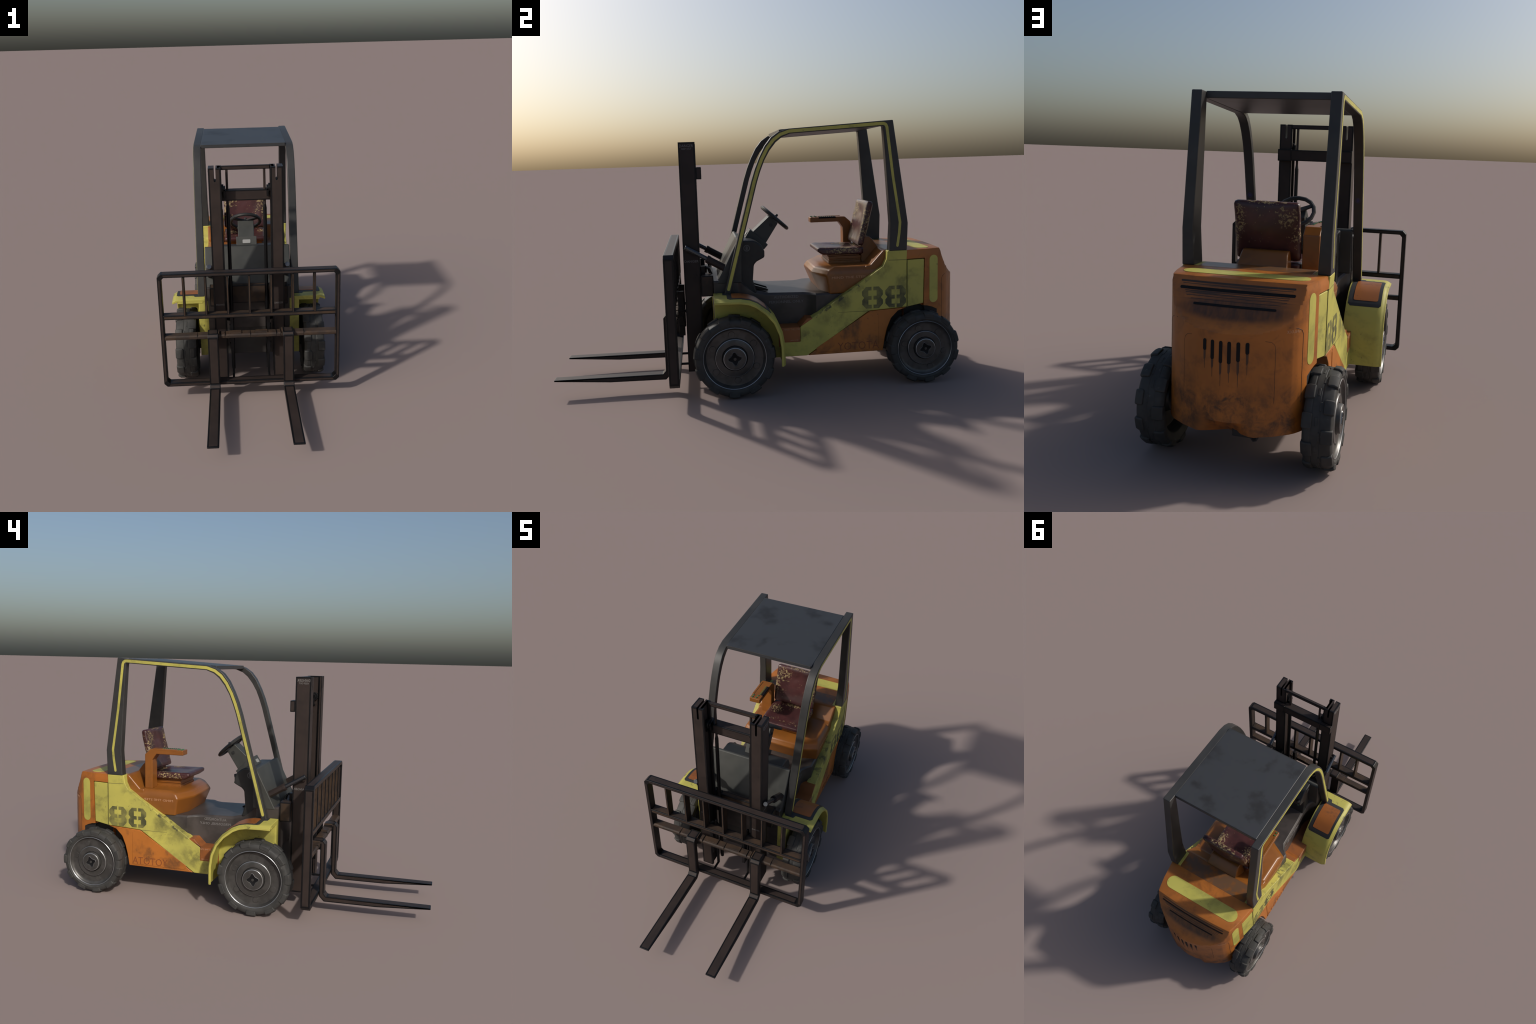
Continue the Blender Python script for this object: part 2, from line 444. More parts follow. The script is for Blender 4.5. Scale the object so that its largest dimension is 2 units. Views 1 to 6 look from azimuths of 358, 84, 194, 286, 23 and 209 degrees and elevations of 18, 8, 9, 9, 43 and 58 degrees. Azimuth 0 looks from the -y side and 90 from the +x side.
# ------------------------------------------------------------------ chassis
bm = bmesh.new()
box(bm, -.218, .218, -.225, -.112, .148, .464); box(bm, -.215, .215, -.112, .10, .148, .285)
box(bm, -.170, .170, .10, .27, .150, .44); box(bm, -.205, .205, .27, .60, .151, .439)
box(bm, -.185, .185, .60, .90, .175, .50)
for f in bm.faces: f.material_index = 0
chassis = add('chassis', bm, [CHAS], bevel=.004)
bm = bmesh.new()
cyl(bm, (-.25, .76, .178), (.25, .76, .178), .028, n=16); cyl(bm, (-.28, -.147, .19), (.28, -.147, .19), .035, n=16)
box(bm, -.06, .06, .70, .82, .13, .20)
box(bm, -.10, -.02, .915, .965, .150, .175)
add('axle', bm, DARK, chassis, bevel=.003)
bm = bmesh.new(); cyl(bm, (.095, .88, .158), (.095, .972, .155), .012, n=6); cyl(bm, (.095, .969, .155), (.095, .9725, .155), .008, n=6, mi=1)
pass
for v in bm.verts: v.co.x = -v.co.x
add('exhaust_pipe', bm, [DARK, BLACK], chassis)

# ------------------------------------------------------------------ floor pan
bm = bmesh.new(); rings = []
for y, hw, zt, ch in ((-.228, .222, .527, .006), (-.112, .222, .527, .006), (-.098, .205, .515, .008), (-.078, .186, .497, .010), (-.055, .175, .479, .012), (-.030, .172, .461, .012), (.030, .174, .4465, .010),
                  (.205, .180, .4425, .010), (.235, .196, .4425, .010), (.262, .222, .442, .008), (.40, .222, .441, .008), (.56, .222, .441, .008)):
    zb = .29 if y > -.1 else .30
    rings.append([(-hw, y, zb), (-hw, y, zt - ch), (-hw + ch, y, zt), (hw - ch, y, zt), (hw, y, zt - ch), (hw, y, zb)])
loft(bm, rings)
floor = add('floor_pan', bm, FLOOR, bevel=.002)
fhw = lambda y: .1742 + max(0, y - .03) / .175 * .006 + .0004 + (max(0, y - .205) * .55)
lettering('warning_print', [('AUTHORIZED', .0135, lambda u, v, t: (fhw(.122 + u) + t, .122 + u, .4175 + v), .120),
                            ('PERSONNEL ONLY', .0125, lambda u, v, t: (fhw(.122 + u) + t, .122 + u, .3945 + v), .168)], 0, None, TEXG, floor)
bm = bmesh.new()
for x in (.050, .120):
    extrude_poly(bm, [(-.03, .482), (.036, .4600), (.042, .4525), (.034, .449), (-.03, .462)], lambda y, z: (x - .011, y, z), lambda y, z: (x + .011, y, z))
add('pedal', bm, EDGE, floor, bevel=.002)

# ------------------------------------------------------------------ side panels
def xo(y, z):
    b = .262 if z >= .36 else .262 + .005 * (.36 - z) / .21
    if z > .56: b += .005 * (z - .56) / .08
    return b
YP = [(.1745, .292), (.583, .565), (.600, .600), (.604, .640), (.699, .640), (.700, .362), (.512, .352), (.206, .150), (.085, .150), (.085, .2225), (.1745, .2225)]
def b_yellow(bm): prism(bm, YP, .206, xo, [(1, .36), (1, .565)])
yel = both('side_panel', b_yellow, YEL, bevel=.0045, seg=3)
OP = [(.2115, .1505), (.5145, .3505), (.698, .360), (.655, .345), (.620, .310), (.600, .262), (.588, .215), (.577, .153)]
def b_orange(bm): prism(bm, OP, .15, lambda y, z: xo(y, z) - .0012, [])
ora = both('lower_side_panel', b_orange, ORA, bevel=.003)
# raised field with a fine outline on the lower panel
IN = [(.262, .163), (.250, .172), (.252, .186), (.505, .343), (.520, .347), (.545, .345), (.556, .335), (.556, .163)]
def b_field(bm): prism(bm, IN, .25, lambda y, z: xo(y, z) + .0012)
both('pressed_field', b_field, ORA, bevel=.0012, parent=None)
def b_wall(bm):   # inner wall of the front wheel housing, under the fender
    prism(bm, [(-.229, .148), (-.229, .461), (-.112, .460), (-.038, .437), (.008, .400), (.047, .353), (.070, .298), (.080, .235), (.080, .148)], .232, .2635)
    box(bm, .212, .2622, -.2285, -.16, .149, .460)
wall = both('wheel_housing_wall', b_wall, YELF, bevel=.003)
# seams on the yellow panel
def b_seam(bm):
    prism(bm, [(.6075, .596), (.6085, .5935), (.699, .5915), (.699, .5945)], .25, lambda y, z: xo(y, z) + .0004)
    prism(bm, [(.700, .5925), (.7012, .5925), (.7012, .362), (.700, .362)], .25, .2632)
    prism(bm, [(.36, .353), (.36, .3515), (.512, .3505), (.512, .3535)], .25, lambda y, z: xo(y, z) + .0003)
both('panel_seam', b_seam, GROOVEY, smooth=False)
def digit(bm, yc, z0, h, w):
    """stencil eight: two halves with a gap, each an E-shaped piece with cut corners"""
    g = .0045 / w
    half = [(g, 1), (.62, 1), (1, .80), (1, .62), (.80, .50), (1, .38), (1, .20), (.62, 0), (g, 0), (g, .17), (.40, .17), (.40, .40), (g, .40),
            (g, .58), (.40, .58), (.40, .83), (g, .83)]
    for s in (1, -1):
        prism(bm, [(yc + s * u * w, z0 + v * h) for u, v in half], lambda y, z: xo(y, z) - .001, lambda y, z: xo(y, z) + .0005, [(1, .36)])
def b_88(bm): digit(bm, .529, .3635, .106, .051); digit(bm, .643, .3635, .106, .051)
for s, par in ((1, yel[0]), (-1, yel[1])):
    bm = bmesh.new(); b_88(bm)
    if s < 0: flipped(bm)
    add('stencilled_number', bm, STEN, par, smooth=False)
lettering('embossed_lettering', 'YOTOTA', .038, lambda u, v, t: (xo(0, .166 + v) + .0012 + t, .4555 + u, .1665 + v), EMB, ora, width=.200, thick=.0012, thin=-.014)

# step
def b_step(bm):
    prism(bm, [(.07, .20), (.1740, .20), (.1740, .2925), (.245, .3315), (.21, .3315), (.17, .2900), (.07, .2900)], .17, lambda y, z: xo(y, z) - .0005)
    prism(bm, [(.07, .2228), (.1738, .2228), (.1738, .2915), (.07, .2915)], .17, lambda y, z: xo(y, z) + .0012)
    prism(bm, [(.172, .2905), (.25, .3325), (.25, .325), (.172, .28)], .175, .226)
    box(bm, .17, .2325, -.10, .075, .27, .2895)
step = both('step', b_step, ORS, bevel=.002)
lettering('step_print', [('MIND THE STEP', .007, lambda u, v, t: (.2657 + t, .135 + u, .279 + v), .078),
                         ('UNLOCK', .006, lambda u, v, t: (.2668 + t, .145 + u, .226 + v), .042)], 0, None, TEXO, step)

# ------------------------------------------------------------------ fenders
FP = [(-.231, .469), (-.17, .469), (-.110, .4675), (-.070, .460), (-.035, .4445), (.015, .406), (.054, .358), (.078, .300), (.088, .235), (.088, .145)]
def path_frames(path):
    fr = []
    for i, p in enumerate(path):
        a = Vector(path[max(i - 1, 0)]); b = Vector(path[min(i + 1, len(path) - 1)])
        d = (b - a).normalized(); fr.append((Vector(p), Vector((-d.y, d.x))))
    return fr
FF = path_frames(FP)
SL = [0.]
for a, b in zip(FP, FP[1:]): SL.append(SL[-1] + math.dist(a, b))
def on_fender(s, x, h):
    """point at arc length s along the fender, x across, h above the sheet"""
    s = min(max(s, 0), SL[-1]); i = 0
    while i < len(SL) - 2 and s > SL[i + 1]: i += 1
    t = (s - SL[i]) / (SL[i + 1] - SL[i])
    p = FF[i][0].lerp(FF[i + 1][0], t); n = FF[i][1].lerp(FF[i + 1][1], t).normalized()
    q = p + n * h
    return (x, q.x, q.y)
FSEC = [(.228, 0), (.366, 0), (.381, -.0015), (.390, -.0055), (.396, -.0095), (.4015, -.0105), (.4015, -.021), (.397, -.022), (.384, -.017), (.372, -.012), (.228, -.012)]
def b_fender(bm):
    rings = []
    for i in range(len(FP)):
        rings.append([on_fender(SL[i], x, h) for x, h in FSEC])
    loft(bm, rings)
    # front lip, bent down
    box(bm, .24, .372, -.2305, -.222, .447, .468)
fend = both('fender', b_fender, YELF, bevel=.0018)
def s_at(y):
    for i in range(len(FP) - 1):
        if FP[i][0] <= y <= FP[i + 1][0]: return SL[i] + (SL[i + 1] - SL[i]) * (y - FP[i][0]) / (FP[i + 1][0] - FP[i][0])
def on_patch(pts, h0, h1):
    cuts = [(0, s) for s in SL[1:-1]]
    def b(bm): extrude_poly(bm, pts, lambda s, x: on_fender(s, x, h0), lambda s, x: on_fender(s, x, h1), cuts)
    return b
s0, s1 = s_at(-.172), s_at(.026)
sx = s_at(-.190)
frame_pts = [(sx, .236), (s1 - .012, .236), (s1, .246), (s1, .372), (s1 - .010, .381), (s0 + .010, .381), (s0, .371), (s0, .292), (sx, .284)]
both('anti_slip_border', on_patch(frame_pts, -.002, .0012), plain('black_anti_slip', (.026, .026, .027), .55), ang=40)
a0, a1 = s_at(-.150), s_at(.005)
pts = pill(a0, a1, .258, .366, .009, 3)
PAD = orange_mat('anti_slip_orange', (.33, .105, .020), (.06, .03, .016), .9)
both('anti_slip_pad', on_patch(pts, -.001, .0026), PAD, ang=40)

# ------------------------------------------------------------------ counterweight
PL = [(.2635, .697), (.2560, .745), (.2490, .792), (.2425, .820), (.2362, .847), (.2318, .8625), (.2270, .8755), (.2203, .888), (.2098, .9035), (.1955, .9190), (.1500, .9517),
      (.0950, .9790), (.0450, .9910), (0., .9965)]
def slope(z):
    K = [(.155, 1.2), (.4865, 1.2), (.4895, 1.0), (.4925, .9880), (.4985, .972), (.507, .9565), (.518, .944), (.532, .931), (.552, .918), (.578, .905), (.605, .894), (.632, .8855), (.640, .880)]
    for (a, ya), (b, yb) in zip(K, K[1:]):
        if a <= z <= b: return ya + (yb - ya) * (z - a) / (b - a)
    return K[-1][1]
def rear_pt(i, z, pl):
    x, y = pl[i]
    sy = slope(z)
    sy -= .010 * (x / .23) ** 2 * (1 if z > .55 else 0.6)
    if y > sy:
        k = max(0., min(1., (y - sy) / .02)); y = sy
    if z > .63: x -= .003
    return x, y
def rear_y(x, z):
    x = abs(x)
    for (xa, ya), (xb, yb) in zip(PL, PL[1:]):
        if xb <= x <= xa:
            y = ya + (yb - ya) * (xa - x) / (xa - xb); break
    return min(y, slope(z) - .010 * (x / .23) ** 2 * (1 if z > .55 else .6))
# finer plan
pl = []
for (xa, ya), (xb, yb) in zip(PL, PL[1:]):
    n = 3 if ya > .86 else 2
    for k in range(n): pl.append((xa + (xb - xa) * k / n, ya + (yb - ya) * k / n))
pl.append(PL[-1])
bm = bmesh.new(); rings = []
zs = [.16, .205, .24, .28, .32, .36, .40, .44, .465, .478, .4885, .4895, .4930, .4985, .5025, .507, .5125, .518, .525, .532, .542, .552, .565, .578, .59, .605, .62, .632, .6385, .640]
for k, z in enumerate(zs):
    half = []
    for i in range(len(pl)):
        x, y = rear_pt(i, z, pl)
        zz = z
        if k == 0: y -= .058 * max(0., 1 - abs(x) / .086)
        if k == len(zs) - 1: x *= .985; y -= .003
        half.append((x, y, zz))
    left = [(-x, y, z) for x, y, z in half[-2::-1]]
    rings.append(half + left)
loft(bm, rings)
cw = add('counterweight', bm, [CWT, DARK], smooth=True)
bm = bmesh.new()
cutters = []
for s in (1, -1):
    bm = bmesh.new(); cyl(bm, (s * .2330, .762, .175), (s * .35, .762, .175), .190, n=40)
    c = add('cutter', bm, [DARK]); cutters.append(c)
    bm = bmesh.new(); prism(bm, [(.68, .10), (.68, .366), (.775, .366), (.794, .352), (.800, .30), (.80, .10)], s * .215, s * .36)
    c = add('cutter', bm, [DARK]); cutters.append(c)
# pocket for the yellow corner panel
for s in (1, -1):
    bm = bmesh.new()
    extrude_poly(bm, [(.690, .596), (.792, .596), (.787, .360), (.690, .340)], lambda y, z: (s * .225, y, z), lambda y, z: (s * .30, y, z))
    c = add('cutter', bm, [CWT]); cutters.append(c)
apply_boolean(cw, cutters)
cw.data.shade_smooth(); cw.data.set_sharp_from_angle(angle=R(24))
def b_corner(bm):
    prism(bm, [(.7015, .5915), (.7895, .5915), (.785, .374), (.7015, .3625)], .20, lambda y, z: .2615 - .150 * (y - .70))
both('rear_side_panel', b_corner, YEL, bevel=.003)
def sx_(y, z, o):
    for (xa, ya), (xb, yb) in zip(PL, PL[1:]):
        if ya <= y <= yb: return xa + (xb - xa) * (y - ya) / (yb - ya) + o
    return .23
def b_slot(bm):
    extrude_poly(bm, pill(.817, .862, .373, .607, .022), lambda y, z: (sx_(y, z, -.004), y, z), lambda y, z: (sx_(y, z, .0012), y, z), [(0, .825), (0, .855), (0, .84)])
both('yellow_marker', b_slot, YELC, smooth=True, parent=cw)
bm = bmesh.new()
extrude_poly(bm, pill(-.219, .219, .755, .829, .036), lambda x, y: (x, y, .634), lambda x, y: (x, y, .6415))
add('top_stripe', bm, YELC, cw, smooth=False)
bm = bmesh.new()
for x, zb in ((.0695, .4285), (.042, .4035), (.0137, .3945)):
    for s in (1, -1):
        extrude_poly(bm, pill(s * x - .0056, s * x + .0056, zb, .466, .0055, 5), lambda u, v: (u, rear_y(u, .4) - .004, v), lambda u, v: (u, rear_y(u, .4) + .0012, v))
add('vent_slot', bm, BLACK, cw, smooth=False)  # no openings: black plates show the darkness inside the slots
bm = bmesh.new()
for x, zb in ((.0695, .4285), (.042, .4035), (.0137, .3945)):
    for s in (1, -1):
        L = .055 + .03 * random.random(); x_ = s * x
        pts = [(x_ - .004, zb), (x_ + .004, zb), (x_ + .0035, zb - L * .45), (x_ + .001, zb - L * .55), (x_ + .0006, zb - L), (x_ - .0006, zb - L), (x_ - .001, zb - L * .5), (x_ - .0035, zb - L * .4)]
        extrude_poly(bm, pts, lambda u, v: (u, rear_y(u, .4) - .004, v), lambda u, v: (u, rear_y(u, .4) + .0004, v))
add('soot_run', bm, plain('soot', (.075, .032, .014), .6), cw, smooth=False)
bm = bmesh.new()
def louvre(x, z0, z1, o=.0012, mi=0):
    zc = (z0 + z1) / 2
    extrude_poly(bm, pill(-x, x, z0, z1, (z1 - z0) * .48, 3), lambda u, v: (u, rear_y(u, v) - .004, v), lambda u, v: (u, rear_y(u, v) + o, v),
                 [(0, q) for q in (-.15, -.1, -.05, 0, .05, .1, .15)], mi)
louvre(.192, .6195, .6255, .0006, 1); louvre(.193, .5975, .6065); louvre(.138, .5535, .5605)
for x, z, m in ((.185, .614, 1), (.172, .587, 1), (.168, .579, 1), (.175, .5925, 1), (.150, .570, 1)): louvre(x, z, z + .0018, .0004, m)
add('louvre', bm, [BLACK, plain('louvre_soot', (.035, .02, .014), .6)], cw, smooth=False)
# pressed outlines on the back
bm = bmesh.new()
def groove(pts, r=.0011): 
    for a, b in zip(pts, pts[1:]):
        p = (a[0], rear_y(a[0], .4) - .0004, a[1]); q = (b[0], rear_y(b[0], .4) - .0004, b[1]); cyl(bm, p, q, r, n=6)
for s in (1, -1):
    groove([(s * .2215, .26), (s * .2215, .485), (s * .218, .498), (s * .208, .506), (s * .185, .510)])
    groove([(s * .150, .27), (s * .150, .445), (s * .147, .458), (s * .138, .467), (s * .120, .470)], .0008)
add('pressed_outline', bm, GROOVE, cw)
bm = bmesh.new()
text_bm(bm, 'UNLOCK', .009, lambda u, v, t: (-.197 + u, rear_y(-.197 + u, .4) + t, .500 + v - .008), .0004, .036)
add('faint_print', bm, TEXO, cw, smooth=False)

# ------------------------------------------------------------------ seat housing
bm = bmesh.new()
def hood_ring(z, front, hw, cx, cy, rear):
    """plan outline at one height: straight sides, front corners cut"""
    return [(-hw, rear, z), (-hw, front + cy, z), (-hw + cx, front, z), (hw - cx, front, z), (hw, front + cy, z), (hw, rear, z)]
loft(bm, [hood_ring(.436, .296, .226, .10, .034, .62), hood_ring(.528, .258, .2345, .105, .056, .62), hood_ring(.553, .274, .227, .105, .056, .62), hood_ring(.5675, .305, .212, .105, .05, .62)])
# rise to the rear deck
prism(bm, [(.505, .45), (.505, .5665), (.530, .5685), (.592, .638), (.600, .6395), (.699, .6395), (.699, .45)], lambda y, z: -.2285 if z < .6 else -.232, lambda y, z: .2285 if z < .6 else .232)
hood = add('seat_housing', bm, HOOD, bevel=.010, seg=3)
bm = bmesh.new()
prism(bm, [(.516, .56), (.516, .66), (.532, .692), (.560, .692), (.575, .680), (.604, .640), (.604, .56)], lambda y, z: -.094 + (.007 if z > .66 else 0), lambda y, z: .094 - (.007 if z > .66 else 0))
add('backrest_mount', bm, HOOD, hood, bevel=.005, seg=3)
lettering('warning_print', 'MIND THE STEP', .0115, lambda u, v, t: (.2262 + .0925 * (.5105 + v - .436) + t, .421 + u, .5105 + v), TEXO, hood, width=.165)
bm = bmesh.new()
box(bm, -.205, .205, .604, .697, .638, .6405)
add('deck_plate', bm, mottled('worn_deck', (.225, .078, .014), (.12, .065, .035), 12, .34, lo=.45, hi=.6), hood, bevel=.001)
# ------------------------------------------------------------------ seat
bm = bmesh.new()
box(bm, -.102, .102, .349, .514, .564, .578); box(bm, -.097, .097, .353, .514, .576, .588); box(bm, -.101, .101, .350, .514, .586, .602); box(bm, -.095, .095, .345, .508, .600, .618)
seat = add('seat', bm, HOOD, bevel=.003)
def pad(name, size, mtx, mat, rad, dish, taper=None, n=18, bulge=0.):
    sx, sy, sz = (v / 2 for v in size)
    bm = bmesh.new(); bmesh.ops.create_cube(bm, size=2)
    bmesh.ops.subdivide_edges(bm, edges=bm.edges[:], cuts=n, use_grid_fill=True)
    for v in bm.verts:
        u = v.co.copy()
        p = Vector((u.x * sx, u.y * sy, u.z * sz))
        r = min(rad, sz * .95)
        c = Vector((max(-sx + r, min(sx - r, p.x)), max(-sy + r, min(sy - r, p.y)), max(-sz + r, min(sz - r, p.z))))
        d = p - c
        if d.length > 1e-9: p = c + d.normalized() * r
        if u.z > .2:
            k = max(0, 1 - (p.x / (sx * .78)) ** 2) * max(0, 1 - (p.y / (sy * .80)) ** 2)
            p.z -= dish * min(1, k * 1.6)
        if u.z < -.2 and bulge: p.z -= bulge * max(0, 1 - (p.x / sx) ** 2) * max(0, 1 - (p.y / sy) ** 2)
        p += Vector((0, 0, 1)) * .0018 * mnoise.noise(p * 38 + Vector((size[1] * 90, 0, 0)))
        p.x += .0022 * mnoise.noise(p * 26)
        if taper: p = taper(p)
        v.co = mtx @ p
    bmesh.ops.remove_doubles(bm, verts=bm.verts[:], dist=1e-5)
    return add(name, bm, mat, seat, ang=60)
def cush_taper(p):
    # front lower edge cut back
    if p.y < -.07 and p.z < 0: p.y += (.018 * min(1, -p.z / .014)) * min(1, (-.07 - p.y) / .04)
    return p
pad('cushion', (.246, .232, .036), Matrix.Translation((0, .408, .6285)) @ Matrix.Rotation(R(-1.0), 4, 'X'), L_CUSH, .011, .006, cush_taper)
tilt = math.atan2(.072, .213)
M = Matrix.Translation((0, .5335, .7605)) @ Matrix.Rotation(math.pi / 2 - math.atan2(.054, .213), 4, 'X') 
pad('backrest', (.246, .224, .030), M, L_BACK, .012, .006, None, bulge=.020)
# ------------------------------------------------------------------ armrest
bm = bmesh.new()
prism(bm, [(.300, .7530), (.300, .7800), (.440, .7800), (.485, .7790), (.518, .7495), (.518, .566), (.474, .566), (.474, .722), (.452, .7530)],
      -.192, lambda y, z: -.128)
arm = add('armrest', bm, HOOD, bevel=.004, seg=2)
bm = bmesh.new()
for x, y in ((-.179, .312), (-.179, .330), (-.155, .313), (-.152, .333)): cyl(bm, (x, y, .778), (x, y, .7845), .0048, .004, 10)
for i in range(8): cyl(bm, (-.147, .350 + i * .0115, .778), (-.147, .350 + i * .0115, .7828), .0033, .003, 8)
add('control_button', bm, GREEN, arm)
bm = bmesh.new(); box(bm, -.142, -.1275, .345, .437, .772, .7810); add('button_strip', bm, BLACK, arm, bevel=.001)
bm = bmesh.new(); box(bm, -.1925, -.181, .338, .47, .774, .7820); add('armrest_ridge', bm, HOOD, arm, bevel=.002)

# ------------------------------------------------------------------ cowl and steering
bm = bmesh.new()
# wide front slab, narrower body behind it
SLAB = [(-.212, .512), (-.108, .7150), (-.098, .7160), (-.088, .7080), (-.094, .512)]
prism(bm, SLAB, lambda y, z: -.224, lambda y, z: .224)
cowl = add('dashboard_cowl', bm, [PLAST], bevel=.006, seg=2)
bm = bmesh.new()
CP = [(-.12, .450), (-.12, .680), (-.094, .7090), (-.034, .7060), (-.014, .6990), (.010, .681), (.024, .652), (.024, .622), (-.014, .603), (-.029, .588), (-.036, .512), (-.018, .450)]
def cx(y, z):
    return .172
prism(bm, CP, lambda y, z: -cx(y, z), cx)
add('dashboard_body', bm, [PLASTD], cowl, bevel=.008, seg=3)
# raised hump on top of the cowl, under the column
bm = bmesh.new()
cyl(bm, (-.155, .002, .664), (-.155, .0245, .657), .013, n=14, mi=0); cyl(bm, (-.155, .020, .659), (-.155, .0262, .6565), .008, n=4, mi=1)
cyl(bm, (-.158, .018, .628), (-.158, .0265, .626), .0045, n=10, mi=2)
add('ignition_switch', bm, [BLACK, LGREY, GREEN], cowl)
def b_icon(bm):
    X = lambda y: .1726
    for (y0, y1, z0, z1) in ((-.083, -.040, .6485, .6497), (-.083, -.040, .6960, .6972), (-.083, -.0818, .6497, .6960), (-.0412, -.040, .6497, .6960), (-.082, -.041, .6985, .7015)):
        pass
    ring = [(-.0615 + .016 * math.cos(R(a)), .6705 + .016 * math.sin(R(a))) for a in range(0, 360, 15)]
    pin = [(-.0615 + .0115 * math.cos(R(a)), .6705 + .0115 * math.sin(R(a))) for a in range(0, 360, 15)]
    n = len(ring)
    for i in range(n):
        j = (i + 1) % n
        prism(bm, [ring[i], ring[j], pin[j], pin[i]], .15, lambda y, z: X(y) + .0)
    prism(bm, pill(-.067, -.056, .661, .680, .005, 3), .15, lambda y, z: X(y))
bm = bmesh.new(); b_icon(bm); mirror(bm); add('steering_symbol', bm, LGREY, cowl, smooth=False)

bm = bmesh.new()
prism(bm, [(-.066, .698), (-.034, .7475), (-.018, .7360), (.0535, .6680), (.034, .6460), (-.04, .64)], -.0545, .0545)
col = add('steering_column', bm, PLAST, bevel=.0018)
bm = bmesh.new()
prism(bm, [(-.026, .730), (.066, .8110), (.108, .7730), (.0455, .6775), (.03, .66)], -.0435, .0435)
add('column_shroud', bm, PLAST, col, bevel=.004)
bm = bmesh.new()
d = Vector((.030, .048)).normalized(); n2 = Vector((-d.y, d.x))
pc = Vector((-.051, .724))
extrude_poly(bm, pill(-.021, .021, -.010, .010, .004, 3), lambda u, v: (u, pc.x + d.x * v - n2.x * .001, pc.y + d.y * v - n2.y * .001), lambda u, v: (u, pc.x + d.x * v + n2.x * .0018, pc.y + d.y * v + n2.y * .0018))
add('column_label', bm, WHITE, col, smooth=False)
bm = bmesh.new()
for s in (1, -1):
    cyl(bm, (s * .042, .072, .765), (s * .0465, .072, .765), .009, n=14); cyl(bm, (s * .0465, .072, .765), (s * .0485, .072, .765), .005, n=10)
add('column_knob', bm, PLASTD, col)
# steering wheel
C = Vector((0, .0965, .797)); ax = Vector((0, .67, .742)).normalized(); e1 = Vector((1, 0, 0)); e2 = ax.cross(e1)
bm = bmesh.new(); N = 16; rings = []
for i in range(N):
    t = 2 * math.pi * i / N; rad = e1 * math.cos(t) + e2 * math.sin(t)
    rings.append([C + rad * (.0815 + .0092 * math.cos(2 * math.pi * k / 8)) + ax * .0092 * math.sin(2 * math.pi * k / 8) for k in range(8)])
loft(bm, rings + [rings[0]], cap=False)
bmesh.ops.remove_doubles(bm, verts=bm.verts[:], dist=1e-6)
for a in (90, 210, 330):
    t = R(a); rad = e1 * math.cos(t) + e2 * math.sin(t); per = ax.cross(rad)
    sec = lambda q, w: [q + per * w + ax * .004, q - per * w + ax * .004, q - per * w - ax * .004, q + per * w - ax * .004]
    loft(bm, [sec(C + rad * .005, .011), sec(C + rad * .08, .007)])
cyl(bm, C - ax * .012, C + ax * .006, .018, .015, 16); cyl(bm, C + ax * .006, C + ax * .013, .0045, n=10)
for k in range(1): bmesh.ops.create_icosphere(bm, subdivisions=2, radius=.0075, matrix=Matrix.Translation(C + ax * .016))
add('steering_wheel', bm, PLASTD, col, ang=40)

# ------------------------------------------------------------------ overhead guard
OUT = [(-.1815, .462), (-.102, .750), (-.037, .987), (-.018, 1.045), (.004, 1.098), (.031, 1.150), (.061, 1.188), (.098, 1.2125), (.141, 1.2245), (.633, 1.2525), (.703, .771), (.698, .6395)]
INN = [(-.1525, .462), (-.074, .750), (-.0085, .987), (.008, 1.036), (.028, 1.085), (.053, 1.128), (.082, 1.164), (.110, 1.1860), (.150, 1.2015), (.585, 1.2255), (.617, .771), (.611, .6385)]
def b_guard(bm):
    prof = lambda y, z: .268
    def inner(y, z): return .2225 if (z < .66 and y > .5) else .2275
    n = len(OUT); rings = []
    for o, i in zip(OUT, INN):
        rings.append([(.2275 if not (o[1] < .66 and o[0] > .5) else .2225, o[0], o[1]), (.268, o[0], o[1]), (.268, i[0], i[1]), (.2275 if not (i[1] < .66 and i[0] > .5) else .2225, i[0], i[1])])
    loft(bm, rings)
guard = both('guard_frame', b_guard, GUARD, bevel=.004, seg=2)
mid = []
for k, (o, i) in enumerate(zip(OUT, INN)):
    f = .50
    mid.append((o[0] + (i[0] - o[0]) * f, o[1] + (i[1] - o[1]) * f))
path = [(mid[0][0] + .008, mid[0][1] + .030)] + mid[1:9]
topz = lambda y: (OUT[8][1] + (OUT[9][1] - OUT[8][1]) * (y - OUT[8][0]) / (OUT[9][0] - OUT[8][0])) - .0125
path += [(.578, topz(.578)), (.590, topz(.59) - .0015), (.598, topz(.598) - .007), (.603, topz(.603) - .018), (.631, .990), (.664, .775), (.660, .725), (.651, .664)]
wid = [.0072] * 10 + [.0072, .0072, .0068] + [.0062] * 4
def b_stripe(bm):
    L = []; Q = []
    for i, p in enumerate(path):
        a = Vector(path[max(i - 1, 0)]); b = Vector(path[min(i + 1, len(path) - 1)])
        d = (b - a).normalized(); nn = Vector((-d.y, d.x)); p = Vector(p)
        L.append(p + nn * wid[i]); Q.append(p - nn * wid[i])
    for e, nb in ((0, 1), (-1, -2)):
        out = (Vector(path[e]) - Vector(path[nb])).normalized(); l, q = L[e].copy(), Q[e].copy(); m = (l + q) / 2; ex = []
        for fw_, fo in ((.85, .53), (.5, .87), (.1, 1.)): ex.append((m + (l - m) * fw_ + out * wid[e] * fo, m + (q - m) * fw_ + out * wid[e] * fo))
        for l2, q2 in ex: (L.insert(0, l2), Q.insert(0, q2)) if e == 0 else (L.append(l2), Q.append(q2))
    rings = [[(.266, l.x, l.y), (.2687, l.x, l.y), (.2687, q.x, q.y), (.266, q.x, q.y)] for l, q in zip(L, Q)]
    loft(bm, rings)
